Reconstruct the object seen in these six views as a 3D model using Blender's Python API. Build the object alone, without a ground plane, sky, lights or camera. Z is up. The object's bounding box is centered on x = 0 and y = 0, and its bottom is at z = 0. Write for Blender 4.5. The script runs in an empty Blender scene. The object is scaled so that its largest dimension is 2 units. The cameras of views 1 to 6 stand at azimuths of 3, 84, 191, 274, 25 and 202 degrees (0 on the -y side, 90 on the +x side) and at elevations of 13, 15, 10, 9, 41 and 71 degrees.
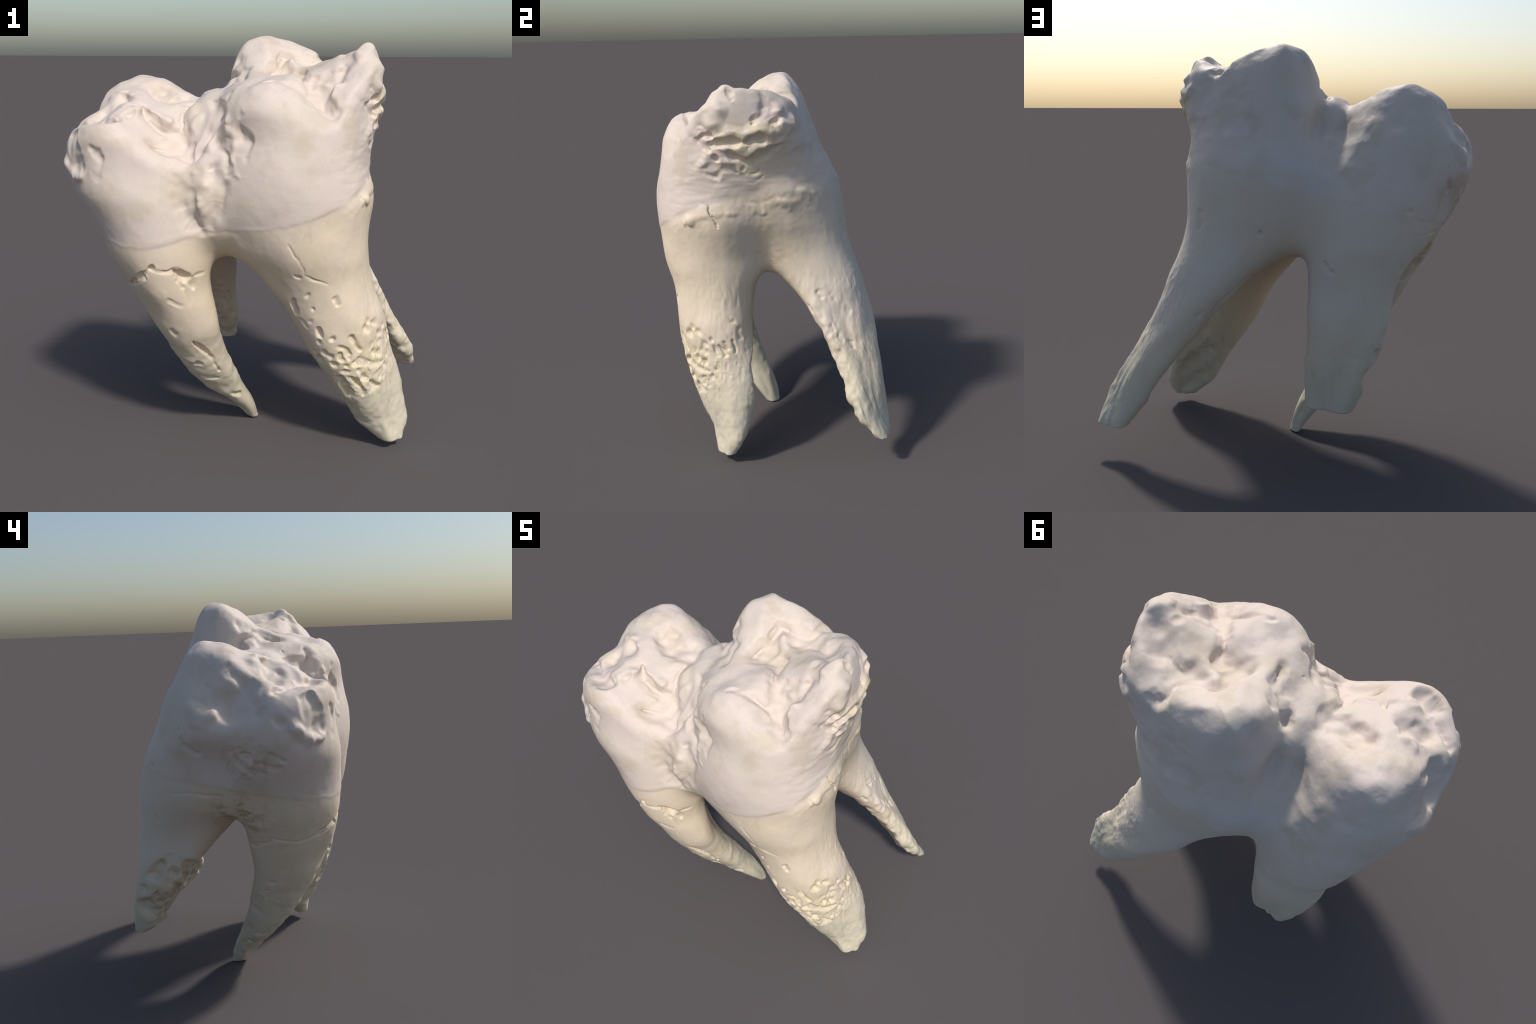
"""An extracted lower molar with four roots, built as one implicit solid.

The crown is two lobes (lofts through rounded cross-sections) under an occlusal
table that passes through its cusps, ridges and fossae; the roots are four
tapering lofts.  They are blended, meshed, and then grooves, pits, cracks,
crusts and grain are pressed into the surface.
"""
import math
import bpy
import numpy as np

# ------------------------------------------------------------------ sections
# every entry: height z, centre (x, y), radii of the cross-section at equal
# angles counter-clockwise from the +x direction
DISTAL_LOBE = [
    (0.85, (-0.387, 0.012), [0.493, 0.486, 0.478, 0.434, 0.373, 0.320, 0.302, 0.326, 0.379, 0.446, 0.489, 0.498]),
    (1.05, (-0.445, -0.016), [0.453, 0.457, 0.479, 0.474, 0.387, 0.303, 0.290, 0.331, 0.408, 0.461, 0.446, 0.450]),
    (1.25, (-0.490, -0.049), [0.414, 0.440, 0.491, 0.488, 0.410, 0.312, 0.335, 0.411, 0.459, 0.460, 0.448, 0.419]),
    (1.4, (-0.522, -0.066), [0.369, 0.393, 0.454, 0.442, 0.398, 0.380, 0.361, 0.417, 0.437, 0.423, 0.429, 0.394]),
    (1.55, (-0.525, -0.060), [0.302, 0.301, 0.361, 0.379, 0.369, 0.319, 0.289, 0.415, 0.451, 0.426, 0.395, 0.348]),
    (1.7, (-0.490, -0.080), [0.252, 0.274, 0.277, 0.287, 0.335, 0.334, 0.370, 0.409, 0.431, 0.406, 0.354, 0.296]),
    (1.85, (-0.580, 0.000), [0.219, 0.201, 0.179, 0.166, 0.215, 0.308, 0.379, 0.404, 0.397, 0.363, 0.309, 0.255]),
]
MESIAL_LOBE = [
    (0.85, (0.232, -0.019), [0.343, 0.340, 0.382, 0.424, 0.430, 0.430, 0.451, 0.474, 0.480, 0.473, 0.466, 0.410]),
    (1.05, (0.172, -0.050), [0.308, 0.357, 0.449, 0.485, 0.472, 0.454, 0.453, 0.458, 0.479, 0.485, 0.483, 0.414]),
    (1.25, (0.166, -0.078), [0.359, 0.408, 0.486, 0.522, 0.534, 0.475, 0.446, 0.455, 0.500, 0.508, 0.507, 0.446]),
    (1.4, (0.159, -0.082), [0.374, 0.426, 0.481, 0.509, 0.527, 0.441, 0.417, 0.449, 0.486, 0.505, 0.495, 0.425]),
    (1.55, (0.164, -0.098), [0.393, 0.402, 0.438, 0.454, 0.468, 0.344, 0.370, 0.434, 0.442, 0.462, 0.462, 0.427]),
    (1.7, (0.175, -0.105), [0.415, 0.416, 0.383, 0.393, 0.432, 0.368, 0.345, 0.428, 0.452, 0.440, 0.433, 0.416]),
    (1.85, (0.207, -0.058), [0.357, 0.328, 0.267, 0.274, 0.343, 0.395, 0.380, 0.429, 0.476, 0.490, 0.469, 0.412]),
    (2.02, (0.061, 0.115), [0.381, 0.235, 0.115, 0.067, 0.092, 0.262, 0.384, 0.454, 0.511, 0.560, 0.584, 0.531]),
]
ROOT_FRONT_BROAD = [
    (0.045, (0.680, -0.275), [0.066, 0.068, 0.045, 0.045, 0.045, 0.047, 0.051, 0.045, 0.045, 0.045, 0.045, 0.045]),
    (0.15, (0.645, -0.280), [0.079, 0.141, 0.123, 0.103, 0.096, 0.109, 0.137, 0.095, 0.067, 0.056, 0.045, 0.046]),
    (0.3, (0.610, -0.295), [0.075, 0.143, 0.194, 0.159, 0.153, 0.168, 0.192, 0.179, 0.132, 0.080, 0.067, 0.058]),
    (0.5, (0.535, -0.310), [0.111, 0.161, 0.221, 0.199, 0.202, 0.225, 0.256, 0.236, 0.191, 0.131, 0.104, 0.093]),
    (0.7, (0.400, -0.310), [0.219, 0.234, 0.220, 0.208, 0.211, 0.225, 0.233, 0.222, 0.208, 0.193, 0.194, 0.193]),
    (0.9, (0.220, -0.261), [0.319, 0.268, 0.212, 0.193, 0.195, 0.198, 0.193, 0.192, 0.200, 0.236, 0.283, 0.315]),
    (1.1, (0.180, -0.298), [0.283, 0.243, 0.202, 0.182, 0.177, 0.177, 0.174, 0.172, 0.177, 0.215, 0.253, 0.286]),
    (1.45, (0.170, -0.180), [0.150, 0.150, 0.150, 0.150, 0.150, 0.150, 0.150, 0.150, 0.150, 0.150, 0.150, 0.150]),
]
ROOT_FRONT_SLENDER = [
    (0, (-0.024, 0.050), [0.031, 0.031, 0.039, 0.052, 0.031, 0.025, 0.020, 0.020, 0.027, 0.026]),
    (0.1, (-0.068, 0.014), [0.049, 0.057, 0.059, 0.076, 0.057, 0.057, 0.045, 0.051, 0.067, 0.062]),
    (0.25, (-0.185, -0.062), [0.112, 0.103, 0.098, 0.082, 0.073, 0.094, 0.112, 0.105, 0.099, 0.114]),
    (0.45, (-0.269, -0.171), [0.128, 0.112, 0.112, 0.148, 0.142, 0.129, 0.139, 0.138, 0.129, 0.130]),
    (0.65, (-0.295, -0.242), [0.108, 0.082, 0.091, 0.182, 0.238, 0.216, 0.194, 0.172, 0.151, 0.144]),
    (0.85, (-0.361, -0.228), [0.120, 0.072, 0.072, 0.170, 0.266, 0.267, 0.252, 0.260, 0.215, 0.180]),
    (1.05, (-0.431, -0.238), [0.132, 0.095, 0.102, 0.167, 0.239, 0.250, 0.241, 0.244, 0.223, 0.182]),
    (1.45, (-0.450, -0.150), [0.150, 0.150, 0.150, 0.150, 0.150, 0.150, 0.150, 0.150, 0.150, 0.150]),
]
ROOT_REAR_BLADE = [
    (0.15, (0.820, 0.535), [0.070, 0.042, 0.042, 0.042, 0.091, 0.089, 0.050, 0.042, 0.042, 0.076]),
    (0.28, (0.780, 0.480), [0.058, 0.042, 0.042, 0.075, 0.170, 0.109, 0.071, 0.074, 0.095, 0.103]),
    (0.5, (0.655, 0.440), [0.062, 0.057, 0.074, 0.133, 0.199, 0.140, 0.099, 0.091, 0.134, 0.110]),
    (0.7, (0.490, 0.360), [0.135, 0.145, 0.163, 0.215, 0.211, 0.144, 0.107, 0.089, 0.130, 0.178]),
    (0.9, (0.340, 0.290), [0.213, 0.223, 0.226, 0.239, 0.217, 0.187, 0.163, 0.162, 0.190, 0.218]),
    (1.1, (0.250, 0.200), [0.221, 0.241, 0.239, 0.222, 0.207, 0.192, 0.179, 0.175, 0.181, 0.197]),
    (1.45, (0.220, 0.080), [0.150, 0.150, 0.150, 0.150, 0.150, 0.150, 0.150, 0.150, 0.150, 0.150]),
]
ROOT_REAR_BLUNT = [
    (0.3, (-0.270, 0.530), [0.111, 0.043, 0.040, 0.040, 0.089, 0.105, 0.065, 0.048, 0.061, 0.106]),
    (0.45, (-0.288, 0.473), [0.149, 0.110, 0.083, 0.080, 0.147, 0.152, 0.118, 0.082, 0.079, 0.152]),
    (0.65, (-0.317, 0.383), [0.174, 0.180, 0.158, 0.164, 0.203, 0.196, 0.191, 0.132, 0.125, 0.155]),
    (0.85, (-0.340, 0.275), [0.189, 0.228, 0.216, 0.242, 0.236, 0.200, 0.220, 0.202, 0.175, 0.168]),
    (1.05, (-0.386, 0.228), [0.176, 0.204, 0.214, 0.229, 0.222, 0.184, 0.197, 0.200, 0.183, 0.170]),
    (1.45, (-0.420, 0.050), [0.150, 0.150, 0.150, 0.150, 0.150, 0.150, 0.150, 0.150, 0.150, 0.150]),
]
# cusp tips, ridges and fossae of the occlusal table
OCCLUSAL_POINTS = [
    (0.032, 0.105, 1.997), (-0.080, 0.100, 1.939), (-0.030, 0.110, 1.976), (0.150, 0.125, 1.976),
    (0.246, 0.110, 1.934), (-0.020, 0.000, 1.930), (-0.090, 0.030, 1.916), (0.120, -0.020, 1.881),
    (0.050, -0.020, 1.936), (0.530, -0.140, 1.980), (0.530, -0.250, 1.986), (0.500, -0.020, 1.952),
    (0.400, -0.090, 1.898), (0.390, 0.080, 1.891), (0.250, -0.070, 1.860), (0.400, -0.200, 1.913),
    (0.470, -0.330, 1.854), (0.493, -0.146, 1.901), (0.160, -0.170, 1.805), (0.080, -0.150, 1.824),
    (0.300, -0.170, 1.860), (0.290, -0.280, 1.812), (0.382, -0.344, 1.811), (0.190, -0.280, 1.822),
    (0.300, -0.430, 1.691), (0.080, -0.400, 1.796), (-0.020, -0.360, 1.767), (0.020, -0.470, 1.766),
    (0.180, -0.450, 1.744), (-0.050, -0.200, 1.811), (-0.145, -0.360, 1.714), (-0.164, -0.242, 1.716),
    (-0.190, -0.050, 1.775), (-0.130, -0.120, 1.798), (-0.240, -0.150, 1.700), (-0.190, 0.050, 1.732),
    (-0.185, 0.120, 1.677), (-0.180, 0.220, 1.563), (-0.180, 0.310, 1.453), (-0.290, 0.060, 1.689),
    (-0.450, 0.320, 1.753), (-0.700, 0.300, 1.699), (0.100, 0.300, 1.925), (-0.050, 0.320, 1.851),
    (0.350, 0.300, 1.902), (-0.300, -0.220, 1.671), (-0.360, -0.340, 1.499), (-0.300, -0.370, 1.485),
    (-0.460, -0.385, 1.519), (-0.280, -0.310, 1.548), (-0.400, -0.270, 1.600), (-0.575, 0.115, 1.805),
    (-0.495, 0.120, 1.795), (-0.670, 0.110, 1.769), (-0.450, 0.000, 1.745), (-0.400, 0.080, 1.754),
    (-0.458, -0.110, 1.691), (-0.550, 0.000, 1.775), (-0.560, -0.160, 1.719), (-0.654, -0.164, 1.692),
    (-0.730, 0.000, 1.728), (-0.750, -0.120, 1.648), (-0.790, -0.250, 1.588), (-0.690, -0.350, 1.594),
    (-0.600, -0.290, 1.673), (-0.750, -0.410, 1.610), (-0.620, -0.420, 1.618), (-0.520, -0.330, 1.613),
    (-0.840, 0.000, 1.595), (-0.850, -0.200, 1.587), (-0.840, 0.097, 1.561),
]
# underside of the trunk where the roots part: height, tilt in x, tilt in y, arch
FORK = (0.954, 0.001, 0.003, -0.000)

# Marks cut into the surface or raised on it: a curve of points on the surface,
# radius of the round tool, depth (or height), softness of the edge.
MARKS = {
    "fissures of the occlusal table": [
        ("cut", 0.022, 0.02588, 0.045, [(0.303, -0.346, 1.771), (0.298, -0.385, 1.732), (0.306, -0.416, 1.705), (0.334, -0.453, 1.682), (0.346, -0.492, 1.643)]),
        ("cut", 0.016, 0.01553, 0.045, [(0.235, -0.295, 1.806), (0.275, -0.332, 1.779), (0.303, -0.346, 1.771)]),
        ("cut", 0.02, 0.02243, 0.045, [(0.416, -0.291, 1.867), (0.385, -0.331, 1.822), (0.372, -0.353, 1.796), (0.333, -0.362, 1.765), (0.311, -0.388, 1.732)]),
        ("cut", 0.014, 0.01208, 0.045, [(0.155, -0.404, 1.778), (0.211, -0.402, 1.750), (0.264, -0.408, 1.719), (0.306, -0.428, 1.695)]),
        ("cut", 0.022, 0.02243, 0.045, [(0.373, 0.142, 1.869), (0.332, 0.110, 1.899), (0.308, 0.051, 1.896), (0.272, 0.017, 1.892), (0.223, 0.001, 1.886), (0.173, 0.011, 1.896), (0.131, 0.003, 1.899), (0.116, -0.075, 1.851), (0.085, -0.109, 1.845), (0.059, -0.171, 1.823)]),
        ("cut", 0.026, 0.02416, 0.045, [(0.272, 0.017, 1.892), (0.369, -0.050, 1.891), (0.407, -0.049, 1.901)]),
        ("cut", 0.02, 0.02588, 0.045, [(0.185, -0.141, 1.817), (0.205, -0.209, 1.819), (0.233, -0.270, 1.816), (0.284, -0.368, 1.750), (0.330, -0.451, 1.684)]),
        ("cut", 0.018, 0.01898, 0.045, [(0.283, -0.289, 1.807), (0.355, -0.322, 1.814), (0.394, -0.310, 1.844)]),
        ("cut", 0.024, 0.02588, 0.045, [(-0.064, -0.222, 1.797), (-0.075, -0.135, 1.828), (-0.110, -0.088, 1.825), (-0.140, -0.026, 1.800), (-0.161, 0.000, 1.751)]),
        ("cut", 0.024, 0.02588, 0.045, [(-0.131, -0.373, 1.704), (-0.176, -0.355, 1.632)]),
        ("cut", 0.02, 0.02071, 0.045, [(-0.301, -0.114, 1.699), (-0.322, -0.172, 1.686), (-0.350, -0.252, 1.616), (-0.303, -0.361, 1.474), (-0.273, -0.416, 1.450), (-0.182, -0.350, 1.621)]),
        ("cut", 0.02, 0.00949, 0.045, [(-0.714, -0.316, 1.599), (-0.774, -0.279, 1.589), (-0.829, -0.220, 1.583)]),
        ("cut", 0.028, 0.02243, 0.045, [(-0.458, -0.393, 1.515), (-0.418, -0.377, 1.496), (-0.356, -0.360, 1.479), (-0.313, -0.358, 1.475)]),
        ("cut", 0.024, 0.02243, 0.045, [(-0.490, -0.295, 1.618), (-0.431, -0.302, 1.577), (-0.374, -0.303, 1.547), (-0.321, -0.324, 1.513)]),
        ("cut", 0.026, 0.01553, 0.045, [(-0.327, -0.294, 1.555), (-0.314, -0.331, 1.504), (-0.301, -0.368, 1.469), (-0.292, -0.399, 1.453)]),
        ("cut", 0.012, 0.01035, 0.045, [(-0.515, -0.255, 1.664), (-0.494, -0.287, 1.628), (-0.448, -0.296, 1.592)]),
        ("cut", 0.02, 0.01725, 0.045, [(-0.524, -0.061, 1.739), (-0.465, -0.091, 1.702), (-0.397, -0.122, 1.688), (-0.306, -0.138, 1.695)]),
    ],
    "pits of the occlusal table": [
        ("cut", 0.05, 0.032, 0.03, [(0.106, -0.125, 1.827)]),
        ("cut", 0.055, 0.039, 0.04, [(0.268, -0.022, 1.878)]),
        ("cut", 0.032, 0.02808, 0.04, [(0.189, -0.150, 1.816)]),
        ("cut", 0.055, 0.0273, 0.04, [(0.412, -0.079, 1.899)]),
        ("cut", 0.035, 0.0078, 0.04, [(0.406, -0.208, 1.910)]),
        ("cut", 0.035, 0.00936, 0.04, [(0.253, -0.431, 1.709)]),
        ("cut", 0.02, 0.00624, 0.04, [(0.150, -0.409, 1.778), (0.063, -0.415, 1.790)]),
        ("cut", 0.034, 0.02808, 0.04, [(-0.124, -0.126, 1.789)]),
        ("cut", 0.05, 0.014, 0.03, [(-0.102, -0.037, 1.863)]),
        ("cut", 0.042, 0.04056, 0.04, [(-0.637, -0.168, 1.699), (-0.737, -0.213, 1.623)]),
        ("cut", 0.03, 0.01872, 0.04, [(-0.635, -0.387, 1.619), (-0.688, -0.377, 1.600), (-0.743, -0.356, 1.592)]),
        ("cut", 0.042, 0.0234, 0.04, [(-0.315, -0.060, 1.706), (-0.387, -0.084, 1.700), (-0.459, -0.070, 1.712), (-0.462, -0.025, 1.736)]),
        ("cut", 0.034, 0.02808, 0.04, [(-0.301, -0.114, 1.699)]),
        ("cut", 0.022, 0.00936, 0.04, [(-0.566, -0.341, 1.633)]),
        ("cut", 0.024, 0.01404, 0.04, [(-0.827, -0.225, 1.583)]),
        ("cut", 0.035, 0.0195, 0.04, [(-0.606, -0.211, 1.698)]),
        ("cut", 0.03, 0.0117, 0.04, [(-0.690, -0.349, 1.597), (-0.639, -0.417, 1.616)]),
    ],
    "hollows between the cusps": [
        ("cut", 0.06, 0.01312, 0.03, [(-0.765, -0.001, 1.681), (-0.792, -0.065, 1.623), (-0.813, -0.116, 1.591)]),
        ("cut", 0.1, 0.011, 0.03, [(-0.808, -0.005, 1.543), (-0.814, -0.077, 1.560)]),
        ("cut", 0.06, 0.013, 0.03, [(-0.843, -0.356, 1.528), (-0.825, -0.386, 1.462), (-0.809, -0.391, 1.402)]),
        ("cut", 0.01, 0.003675, 0.05, [(-0.149, -0.239, 1.725)]),
        ("cut", 0.04, 0.01, 0.03, [(-0.826, -0.379, 1.535), (-0.807, -0.404, 1.468), (-0.777, -0.420, 1.407)]),
        ("cut", 0.045, 0.006, 0.03, [(-0.715, -0.466, 1.482), (-0.690, -0.469, 1.431), (-0.697, -0.466, 1.367)]),
        ("cut", 0.022, 0.0168, 0.05, [(-0.182, -0.262, 1.682), (-0.159, -0.378, 1.649), (-0.147, -0.408, 1.620)]),
        ("cut", 0.022, 0.0126, 0.05, [(-0.166, -0.396, 1.559), (-0.162, -0.416, 1.516)]),
        ("cut", 0.025, 0.007, 0.02, [(-0.147, -0.423, 1.517), (-0.117, -0.467, 1.454), (-0.092, -0.498, 1.396)]),
    ],
    "lumps and rims of the crown": [
        ("raise", 0.035, 0.022, 0.02, [(-0.785, 0.173, 1.518), (-0.834, 0.111, 1.476), (-0.838, 0.014, 1.486), (-0.824, -0.069, 1.520), (-0.838, -0.122, 1.551)]),
        ("raise", 0.026, 0.014, 0.03, [(-0.880, -0.290, 1.426), (-0.837, -0.351, 1.368), (-0.778, -0.416, 1.365)]),
        ("raise", 0.03, 0.022, 0.02, [(-0.407, -0.325, 1.536), (-0.362, -0.332, 1.506)]),
        ("raise", 0.04, 0.014, 0.03, [(-0.476, -0.265, 1.635), (-0.392, -0.277, 1.587)]),
        ("raise", 0.045, 0.012, 0.03, [(-0.638, -0.332, 1.632), (-0.558, -0.325, 1.641)]),
        ("raise", 0.05, 0.018, 0.03, [(-0.274, -0.278, 1.583)]),
        ("raise", 0.04, 0.014, 0.03, [(-0.666, -0.126, 1.703)]),
        ("raise", 0.016, 0.01, 0.01, [(0.271, -0.324, 1.785), (0.309, -0.346, 1.772)]),
        ("raise", 0.016, 0.01, 0.01, [(0.330, -0.331, 1.794), (0.357, -0.343, 1.797)]),
        ("raise", 0.03, 0.014, 0.03, [(0.323, -0.391, 1.731), (0.376, -0.361, 1.789)]),
        ("raise", 0.03, 0.014, 0.03, [(0.477, -0.282, 1.902), (0.521, -0.222, 1.942)]),
        ("raise", 0.04, 0.014, 0.03, [(0.116, -0.030, 1.878), (0.165, -0.036, 1.862)]),
        ("raise", 0.05, 0.014, 0.03, [(0.271, 0.016, 1.890)]),
    ],
    "furrows between the lobes": [
        ("cut", 0.05, 0.009, 0.03, [(-0.339, -0.465, 1.359), (-0.312, -0.475, 1.257), (-0.268, -0.467, 1.167), (-0.218, -0.455, 1.117)]),
        ("cut", 0.045, 0.01, 0.03, [(-0.170, -0.460, 1.418), (-0.149, -0.489, 1.306), (-0.169, -0.482, 1.201), (-0.194, -0.463, 1.129)]),
        ("raise", 0.06, 0.006, 0.03, [(-0.251, -0.459, 1.381), (-0.227, -0.484, 1.289), (-0.209, -0.484, 1.208)]),
        ("cut", 0.06, 0.005, 0.03, [(-0.051, -0.493, 1.652), (-0.041, -0.491, 1.567), (-0.027, -0.517, 1.477)]),
        ("raise", 0.05, 0.004, 0.03, [(-0.104, -0.452, 1.620), (-0.096, -0.462, 1.506), (-0.068, -0.517, 1.384)]),
    ],
    "overhang and broken crust on the mesial face": [
        ("raise", 0.04, 0.018, 0.03, [(0.510, -0.362, 1.726), (0.528, -0.325, 1.695), (0.548, -0.288, 1.696), (0.581, -0.187, 1.715), (0.589, -0.118, 1.714), (0.586, -0.041, 1.730), (0.567, 0.033, 1.745), (0.534, 0.096, 1.759)]),
        ("raise", 0.045, 0.016, 0.03, [(0.566, -0.265, 1.836)]),
        ("raise", 0.04, 0.014, 0.03, [(0.555, -0.286, 1.760)]),
        ("raise", 0.035, 0.014, 0.03, [(0.544, 0.031, 1.835)]),
        ("raise", 0.03, 0.018, 0.02, [(0.551, 0.074, 1.742), (0.520, 0.111, 1.764)]),
        ("raise", 0.0312, 0.0135, 0.03, [(0.546, -0.290, 1.644), (0.573, -0.202, 1.651), (0.576, -0.119, 1.620), (0.577, -0.074, 1.631), (0.563, 0.045, 1.667)]),
        ("raise", 0.026, 0.012, 0.03, [(0.512, -0.362, 1.561), (0.539, -0.304, 1.605), (0.554, -0.254, 1.586), (0.561, -0.209, 1.579)]),
        ("cut", 0.01851, 0.00441, 0.02, [(0.500, -0.373, 1.690), (0.520, -0.339, 1.662), (0.538, -0.309, 1.641)]),
        ("cut", 0.0238, 0.00735, 0.02, [(0.543, -0.298, 1.673), (0.568, -0.232, 1.680), (0.584, -0.163, 1.683)]),
        ("cut", 0.0238, 0.006615, 0.02, [(0.587, -0.128, 1.679), (0.589, -0.087, 1.691), (0.586, -0.041, 1.705)]),
        ("cut", 0.0238, 0.00735, 0.02, [(0.567, -0.208, 1.619), (0.568, -0.164, 1.595), (0.565, -0.119, 1.580), (0.568, -0.034, 1.619), (0.559, 0.045, 1.651)]),
        ("cut", 0.01851, 0.005145, 0.02, [(0.548, -0.279, 1.599)]),
        ("cut", 0.01851, 0.003675, 0.02, [(0.519, -0.344, 1.526), (0.538, -0.288, 1.507), (0.553, -0.235, 1.550), (0.553, -0.178, 1.518)]),
        ("cut", 0.01851, 0.00294, 0.02, [(0.556, -0.145, 1.534)]),
        ("cut", 0.02116, 0.005145, 0.02, [(0.573, 0.007, 1.772), (0.562, 0.034, 1.776)]),
        ("cut", 0.02116, 0.00441, 0.02, [(0.525, -0.331, 1.707), (0.538, -0.306, 1.711)]),
        ("cut", 0.02116, 0.003675, 0.02, [(0.545, -0.197, 1.935), (0.563, -0.193, 1.896)]),
        ("cut", 0.02909, 0.005145, 0.02, [(0.526, -0.033, 1.920), (0.551, -0.029, 1.865), (0.576, -0.063, 1.818), (0.586, -0.088, 1.776)]),
        ("cut", 0.01322, 0.001837, 0.02, [(0.544, -0.126, 1.472), (0.544, -0.074, 1.480), (0.545, -0.041, 1.499)]),
        ("cut", 0.01322, 0.001837, 0.02, [(0.550, -0.106, 1.509), (0.550, -0.054, 1.533)]),
    ],
    "neck line where enamel meets root": [
        ("raise", 0.06, 0.004, 0.03, [(0.489, -0.447, 1.271), (0.537, -0.329, 1.312), (0.545, -0.203, 1.331), (0.529, -0.058, 1.322), (0.535, 0.096, 1.359), (0.478, 0.243, 1.409)]),
        ("cut", 0.007, 0.008, 0.004, [(0.526, -0.325, 1.350), (0.537, -0.322, 1.317), (0.550, -0.297, 1.285), (0.555, -0.285, 1.242)]),
        ("cut", 0.009, 0.003, 0.006, [(-0.664, 0.305, 1.097), (-0.695, 0.223, 1.101), (-0.707, 0.145, 1.089), (-0.729, 0.051, 1.087)]),
    ],
    "cracks and chips of the slender root": [
        ("cut", 0.009, 0.008, 0.006, [(-0.591, -0.336, 0.837), (-0.532, -0.452, 0.898), (-0.478, -0.492, 0.928), (-0.457, -0.502, 0.959)]),
        ("cut", 0.009, 0.004, 0.006, [(-0.457, -0.502, 0.959), (-0.431, -0.500, 0.941), (-0.373, -0.489, 0.930), (-0.337, -0.477, 0.947), (-0.283, -0.440, 0.897), (-0.261, -0.426, 0.912), (-0.227, -0.390, 0.913)]),
        ("cut", 0.022, 0.034, 0.006, [(-0.345, -0.478, 0.932), (-0.323, -0.466, 0.914), (-0.304, -0.453, 0.900)]),
        ("cut", 0.012, 0.008, 0.006, [(-0.335, -0.467, 0.887), (-0.319, -0.455, 0.859)]),
        ("cut", 0.012, 0.014, 0.006, [(-0.456, -0.502, 0.956)]),
        ("cut", 0.014, 0.012, 0.006, [(-0.525, -0.451, 0.886), (-0.496, -0.477, 0.903)]),
        ("cut", 0.007, 0.006, 0.004, [(-0.528, -0.055, 0.811), (-0.603, -0.116, 0.826), (-0.623, -0.158, 0.835), (-0.635, -0.168, 0.854), (-0.630, -0.227, 0.841), (-0.606, -0.297, 0.830), (-0.583, -0.352, 0.844), (-0.543, -0.417, 0.860), (-0.516, -0.453, 0.877)]),
        ("cut", 0.014, 0.0025, 0.012, [(-0.319, -0.455, 0.856), (-0.304, -0.438, 0.797), (-0.303, -0.416, 0.686)]),
        ("cut", 0.014, 0.016, 0.008, [(-0.285, -0.362, 0.556), (-0.247, -0.329, 0.510), (-0.214, -0.293, 0.461)]),
        ("cut", 0.01, 0.01, 0.006, [(-0.214, -0.293, 0.461), (-0.177, -0.229, 0.368)]),
        ("cut", 0.016, 0.012, 0.008, [(-0.278, -0.288, 0.422), (-0.259, -0.284, 0.417)]),
        ("cut", 0.012, 0.01, 0.006, [(-0.262, -0.215, 0.323), (-0.230, -0.216, 0.320)]),
        ("cut", 0.012, 0.009, 0.006, [(-0.215, -0.209, 0.315), (-0.192, -0.203, 0.313)]),
        ("cut", 0.014, 0.008, 0.012, [(-0.387, -0.379, 0.618), (-0.369, -0.377, 0.602)]),
        ("cut", 0.014, 0.009, 0.012, [(-0.103, -0.110, 0.187), (-0.084, -0.103, 0.188)]),
        ("cut", 0.012, 0.004, 0.012, [(-0.382, -0.462, 0.789), (-0.331, -0.446, 0.760)]),
        ("cut", 0.012, 0.005, 0.006, [(-0.299, -0.449, 0.891), (-0.273, -0.426, 0.855), (-0.277, -0.437, 0.900)]),
    ],
    "pits and crack of the broad root": [
        ("cut", 0.0147, 0.0128, 0.006, [(0.189, -0.453, 0.793), (0.204, -0.443, 0.741)]),
        ("cut", 0.0105, 0.008, 0.006, [(0.280, -0.495, 0.774)]),
        ("cut", 0.0126, 0.0088, 0.006, [(0.379, -0.508, 0.831), (0.397, -0.504, 0.806)]),
        ("cut", 0.01365, 0.0128, 0.006, [(0.311, -0.488, 0.672), (0.317, -0.484, 0.642)]),
        ("cut", 0.0147, 0.0128, 0.006, [(0.313, -0.470, 0.610)]),
        ("cut", 0.01365, 0.0128, 0.006, [(0.373, -0.496, 0.632)]),
        ("cut", 0.0126, 0.0128, 0.006, [(0.461, -0.486, 0.637), (0.502, -0.462, 0.574)]),
        ("cut", 0.01575, 0.0128, 0.006, [(0.403, -0.492, 0.594), (0.433, -0.486, 0.575), (0.453, -0.479, 0.535)]),
        ("cut", 0.01155, 0.0112, 0.006, [(0.408, -0.485, 0.552), (0.420, -0.481, 0.528)]),
        ("cut", 0.0168, 0.0128, 0.006, [(0.340, -0.466, 0.559)]),
        ("cut", 0.0168, 0.0144, 0.006, [(0.370, -0.472, 0.537)]),
        ("cut", 0.01575, 0.0128, 0.006, [(0.389, -0.465, 0.497)]),
        ("cut", 0.0126, 0.0104, 0.006, [(0.445, -0.474, 0.495)]),
        ("cut", 0.01155, 0.0096, 0.006, [(0.432, -0.463, 0.462), (0.449, -0.466, 0.461)]),
        ("cut", 0.0231, 0.0144, 0.006, [(0.532, -0.453, 0.677)]),
        ("cut", 0.021, 0.0128, 0.006, [(0.599, -0.374, 0.633)]),
        ("cut", 0.01575, 0.0112, 0.006, [(0.601, -0.373, 0.582)]),
        ("cut", 0.01995, 0.0144, 0.006, [(0.596, -0.383, 0.535)]),
        ("cut", 0.0189, 0.0096, 0.006, [(0.560, -0.427, 0.588)]),
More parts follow.
